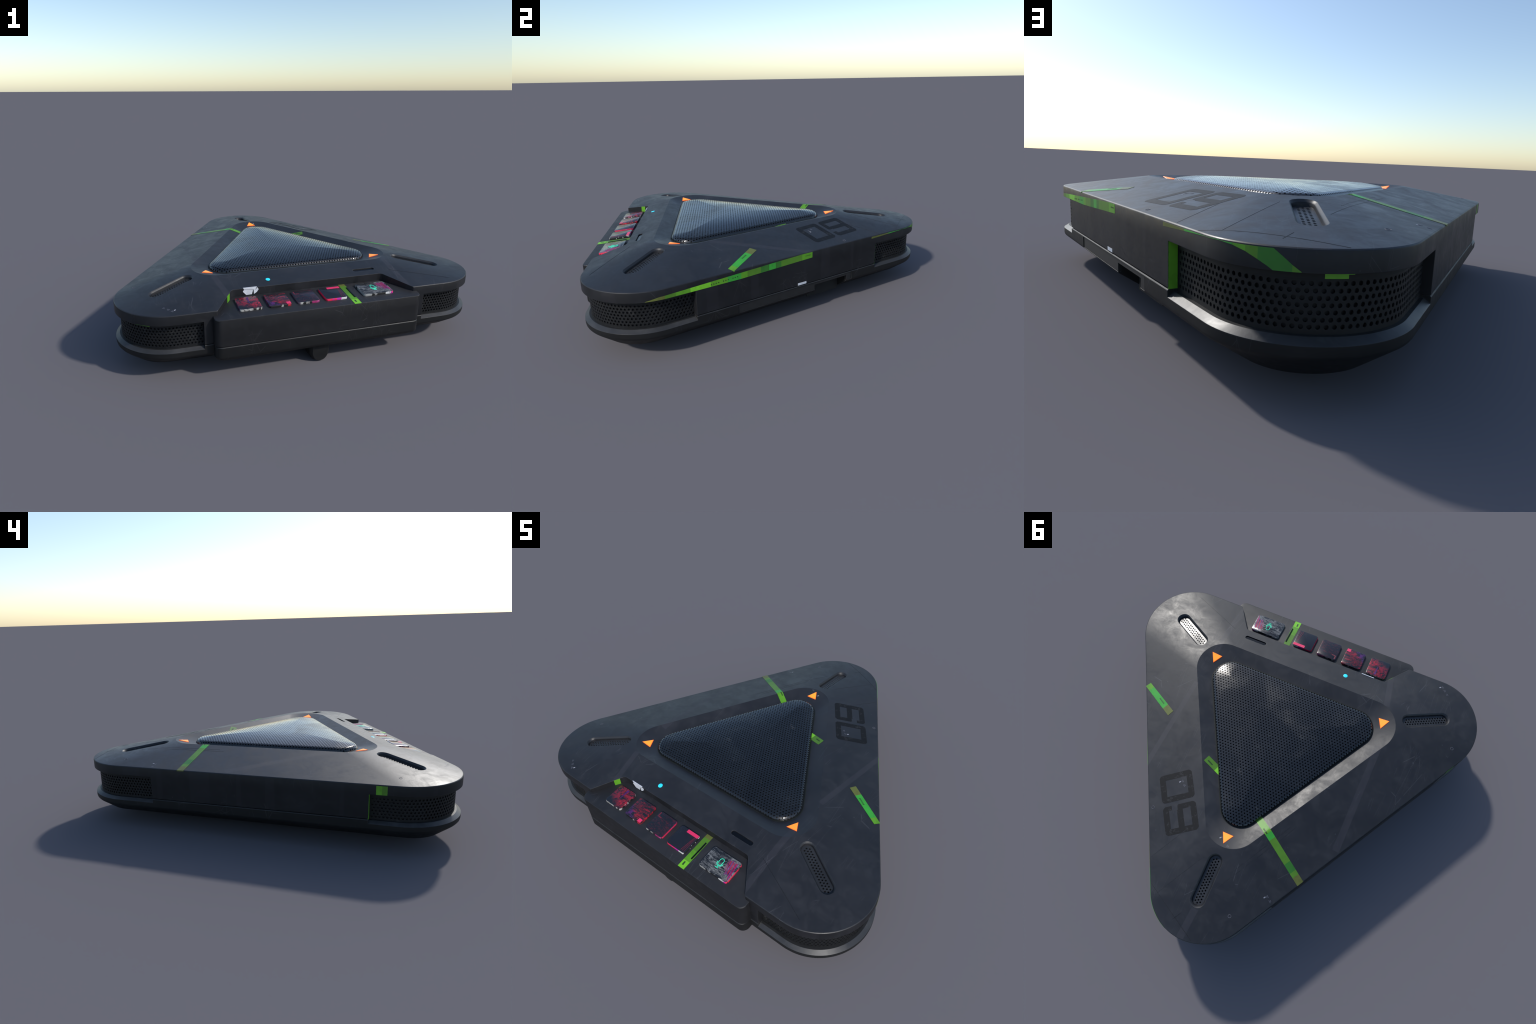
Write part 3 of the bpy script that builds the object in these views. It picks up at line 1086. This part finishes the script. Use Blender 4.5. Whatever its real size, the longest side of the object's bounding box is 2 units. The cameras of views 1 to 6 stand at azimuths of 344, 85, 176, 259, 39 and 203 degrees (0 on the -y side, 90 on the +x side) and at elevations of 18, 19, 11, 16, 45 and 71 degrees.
# ------------------------------------------------------------------ tape on the deck
deck_quad("green_tape", [(.5725, -.0990), (.780, -.2120), (.7985, -.1850), (.5890, -.0660)], TAPES, nu=14, nv=3, colmat=[3, 3, 3, 1, 1, 1, 1, 1, 1, 1, 1, 0, 0])
deck_quad("green_tape", [(.2725, .0610), (.195, .0850), (.180, .1370), (.2825, .0970)][:1] + [(.150, .1060), (.160, .1420), (.2830, .0970)], TAPES, nu=8, nv=3, colmat=[2, 2, 2, 2, 4, 4, 4])
deck_quad("green_tape", [(-.060, .2530), (-.4165, .4855), (-.4345, .4535), (-.080, .2220)], TAPES, nu=51, nv=3,
          colmat=[0] * 16 + [1] * 4 + [2] * 16 + [5] * 6 + [2] * 3 + [3] * 5)
# tiny printed rows on the tapes
for (x, y, dx, dy) in ((.6475, -.1235, .012, -.0068), (.2625, .087, -.0095, .0038), (-.153, .302, -.0085, .0055)):
    for i in range(6):
        px, py = x + dx * i * .55, y + dy * i * .55
        l = math.hypot(dx, dy); ux, uy = dx / l * .0022, dy / l * .0022
        nx, ny = -dy / l * .0035, dx / l * .0035
        deck_quad("tape_print", [(px - ux - nx, py - uy - ny), (px + ux - nx, py + uy - ny), (px + ux + nx, py + uy + ny), (px - ux + nx, py - uy + ny)],
                  M_INKDARK, nu=2, nv=2, th=.0017)

# ------------------------------------------------------------------ tape on the walls
# long strip on the right wall; s measured from the right corner's apex
path, cm = [], []
LIP = .2966


def wall_s(x):            # wall coordinate -> arc length from the right corner's apex
    return R_OUT * math.pi / 3 + (A_OUT - R_OUT) * S3 + x


segs = [(-.825, 3), (-.765, 3), (-.74, 2), (-.69, 0), (-.62, 4), (-.52, 0), (-.432, 1), (-.36, 0), (-.325, 2), (-.25, 5), (-.202, 1), (-.163, 5), (-.13, 2), (.0, 0), (.066, 0)]
for i, (x, c) in enumerate(segs):
    top = min(.344 + (x - .066) * .0400, .3402)
    bot = .311 + (x - .066) * .0330
    bot = max(bot, LIP + .0004)
    if i == 0:
        top = bot + .0015
    path.append((wall_s(x), bot, top)); cm.append(c)
wall_strip("green_tape", 2, path, TAPES, colmat=cm)
for i in range(6):
    s = wall_s(.022 + i * .006)
    wall_strip("tape_print", 2, [(s, .3255, .3295), (s + .0028, .3256, .3296)], M_INKDARK, nv=2, th=.0010)
for i in range(12):
    if i in (4, 8):
        continue
    s = wall_s(-.52 + i * .0125)
    z = .3045 + i * .0005
    wall_strip("tape_print", 2, [(s, z, z + .005), (s + .005, z, z + .005)], M_INKDARK, nv=2, th=.0010)
# sweeping strip on the lip of the back corner
path = [(-.523, .3290, .3394), (-.45, .3320, .3396), (-.39, .3350, .3396), (-.335, .3375, .3396), (-.285, .3395, .3396), (-.233, .3405, .3396),
        (-.19, .3360, .3396), (-.158, .3275, .3396), (-.13, .3150, .3396), (-.108, .3035, .3396), (-.098, .2968, .3400), (-.077, .2968, .3245),
        (-.060, .2968, .3105), (-.042, .2968, .2980)]
wall_strip("green_tape", 0, path, TAPES, colmat=[3, 3, 1, 1, 1, 1, 0, 2, 5, 5, 5, 5, 2])
# strip on the lip of the left corner
wall_strip("green_tape", 1, [(-.386, .2968, .3396), (-.360, .2968, .3396), (-.336, .2968, .3396)], TAPES, colmat=[0, 2])


def lip_under(k, s0, s1):
    P = []
    for i in range(8):
        s = s0 + (s1 - s0) * i / 7
        P.append([world(np.array(corner_point(k, s, o, .2962))) for o in (.001, .024)])
    return slab("green_tape", P, np.array([0, 0, -1.0]), .0012, M_TAPE_A)


def grille_patch(k, s0, s1, z0, z1, m):
    P, Q = [], []
    for i in range(6):
        s = s0 + (s1 - s0) * i / 5
        q = world(np.array(corner_point(k, s, .0261, 0))); q2 = world(np.array(corner_point(k, s, .0161, 0)))
        nn = (q2 - q) / np.linalg.norm(q2 - q)
        P.append([np.array([q[0], q[1], z]) for z in (z0, z1)]); Q.append([nn, nn])
    return slab("green_tape", P, Q, .0008, m)


lip_under(0, .005, .063)
grille_patch(0, .008, .062, .2806, .2958, M_TAPE_A)
grille_patch(1, .084, .150, .2806, .2958, M_TAPE_A)
lip_under(1, .082, .152)


def end_wall(k, sgn):
    s = S_END[k][0 if sgn < 0 else 1]
    a0, a1 = [np.array(corner_point(k, s, o, 0)) for o in (.0012, .0250)]
    b0 = np.array(corner_point(k, s - sgn * .01, .0012, 0))
    nn = world(b0) - world(a0); nn /= np.linalg.norm(nn)
    w0, w1 = world(a0), world(a1)
    return face_plate("green_tape", [(w0[0], w0[1], .1735), (w1[0], w1[1], .1735), (w1[0], w1[1], .2945), (w0[0], w0[1], .2945)], .0014, M_TAPE_A, nn)


end_wall(0, -1)
end_wall(1, -1)

# white label above the seam
lo = [right_wall(s, o, z) for s, o, z in ((-.026, .004, .1772), (.028, .004, .1772), (.028, .004, .1890), (-.026, .004, .1890))]
hi = [right_wall(s, o, z) for s, o, z in ((-.026, -.001, .1772), (.028, -.001, .1772), (.028, -.001, .1890), (-.026, -.001, .1890))]
v, f = stack([np.array(lo), np.array(hi)])
obj("white_label", v, f, M_WHITE)

# ------------------------------------------------------------------ big number on the deck
# origin at the lower left of the text seen from the right side, axes along the edge and up the slope
ORG = np.array((.470, .262)); EU = np.array((-.0885, .131)); EU = EU / np.linalg.norm(EU)
EV = np.array((-EU[1], EU[0]))
if EV @ np.array((-1, -.6)) < 0:
    EV = -EV


def tx(u, w):
    return tuple(ORG + EU * u + EV * w)


H, W, T = .176, .152, .031


def bar(par, u0, w0, u1, w1, c=(0, 0, 0, 0)):
    """stroke rectangle with chamfered corners c (lower-left, lower-right, upper-right, upper-left)"""
    p = []
    for (x, y), k, (ax, ay), (bx, by) in (((u0, w0), c[0], (0, 1), (1, 0)), ((u1, w0), c[1], (-1, 0), (0, 1)),
                                          ((u1, w1), c[2], (0, -1), (-1, 0)), ((u0, w1), c[3], (1, 0), (0, -1))):
        if k:
            p += [(x + ax * k, y + ay * k), (x + bx * k * .45 + ax * k * .35, y + by * k * .45 + ay * k * .35), (x + bx * k, y + by * k)]
        else:
            p.append((x, y))
    n = len(p)
    q = [tx(*t) for t in p]
    v = [(x, y, deck_z(x, y) + .0004) for x, y in q] + [(x, y, deck_z(x, y) - .003) for x, y in q]
    f = [tuple(range(n)), tuple(range(2 * n - 1, n - 1, -1))] + [(i, n + i, n + (i + 1) % n, (i + 1) % n) for i in range(n)]
    return v, f


def digit(name, strokes):
    V, F = [], []
    for s in strokes:
        v, f = bar(None, *s)
        b = len(V)
        V += v; F += [tuple(i + b for i in q) for q in f]
    o = obj(name, V, F, M_DIGIT)
    bm = bmesh.new(); bm.from_mesh(o.data); bmesh.ops.recalc_face_normals(bm, faces=bm.faces); bm.to_mesh(o.data); bm.free()
    return o


C = .014
digit("number_digit", [(0, 0, T, H, (C, 0, 0, C)), (W - T, 0, W, H, (0, C, C, 0)), (T, 0, W - T, T), (T, H - T, W - T, H)])
U2 = W + .020
digit("number_digit", [(U2, .078, U2 + T * .9, H, (.006, 0, 0, C)), (U2 + W - T, 0, U2 + W, H, (0, C, C, 0)),
                       (U2 + T * .9, H - T, U2 + W - T, H), (U2 + T * .9, .073, U2 + W - T, .073 + T),
                       (U2, 0, U2 + T * .8, .048, (C, 0, 0, 0)), (U2 + T * .8, 0, U2 + W - T, T)])

# ------------------------------------------------------------------ small marks
def dash(x, y, ang, ln, wd, mat, th=.0006, name="printed_mark"):
    ux, uy = math.cos(ang) * ln / 2, math.sin(ang) * ln / 2
    nx, ny = -math.sin(ang) * wd / 2, math.cos(ang) * wd / 2
    return deck_quad(name, [(x - ux - nx, y - uy - ny), (x + ux - nx, y + uy - ny), (x + ux + nx, y + uy + ny), (x - ux + nx, y - uy + ny)],
                     mat, nu=2, nv=2, th=th)


def mark_group(x, y, ang, n=3):
    """a bright tick followed by rows of faint micro text"""
    ca, sa = math.cos(ang), math.sin(ang)
    dash(x, y, ang + math.pi / 2, .010, .005, M_PALE)
    for i in range(n):
        for j in range(2):
            px = x + ca * (.026 * i + .004) - sa * (.010 + .006 * j) * 1
            py = y + sa * (.026 * i + .004) + ca * (.010 + .006 * j) * 1
            dash(px, py, ang, .009 + .005 * ((i + j) % 2), .0022, M_GREYMARK)


mark_group(-.723, -.843, 2.35)
mark_group(-.291, .601, 2.55, 2)
mark_group(.026, .428, 2.45)
mark_group(.350, .247, 2.45, 2)


def ring_mark(x, y, r=.0075):
    pts = [(x + r * math.cos(t), y + r * math.sin(t)) for t in np.linspace(0, 2 * math.pi, 17)[:-1]]
    return tube("ring_mark", [(a, b, deck_z(a, b)) for a, b in pts], .0009, M_GREYMARK, ROOT, True)


for p in ((.425, .420), (-.173, .749), (-.893, -.513)):
    ring_mark(*p)


def score(p, q, mat=M_LINE, w=.0022, name="scored_line"):
    p, q = np.array(p), np.array(q)
    d = (q - p); L = np.linalg.norm(d); d /= L
    nrm = np.array((-d[1], d[0])) * w / 2
    return deck_quad(name, [p - nrm, q - nrm, q + nrm, p + nrm], mat, nu=max(6, int(L / .04)), nv=2, th=.0005)


score((.252, .762), (-.052, .925))
score((.784, -.842), (.485, -.707), w=.0018)
score((.2, .79), (.062, .545), M_SCRATCH, .0016, "scratch")
score((-.055, .663), (-.132, .534), M_SCRATCH, .0018, "scratch")
score((-.132, .534), (-.300, .225), M_SCRATCH, .0012, "scratch")
score((.075, .874), (.050, .832), M_LINE, .0020, "scratch")
score((.313, .648), (.20, .45), M_SCRATCH, .0014, "scratch")
score((-.10, .555), (-.27, .24), M_SCRATCH, .0012, "scratch")

# ------------------------------------------------------------------ lift so the lowest point sits on z = 0
bpy.context.view_layer.update()
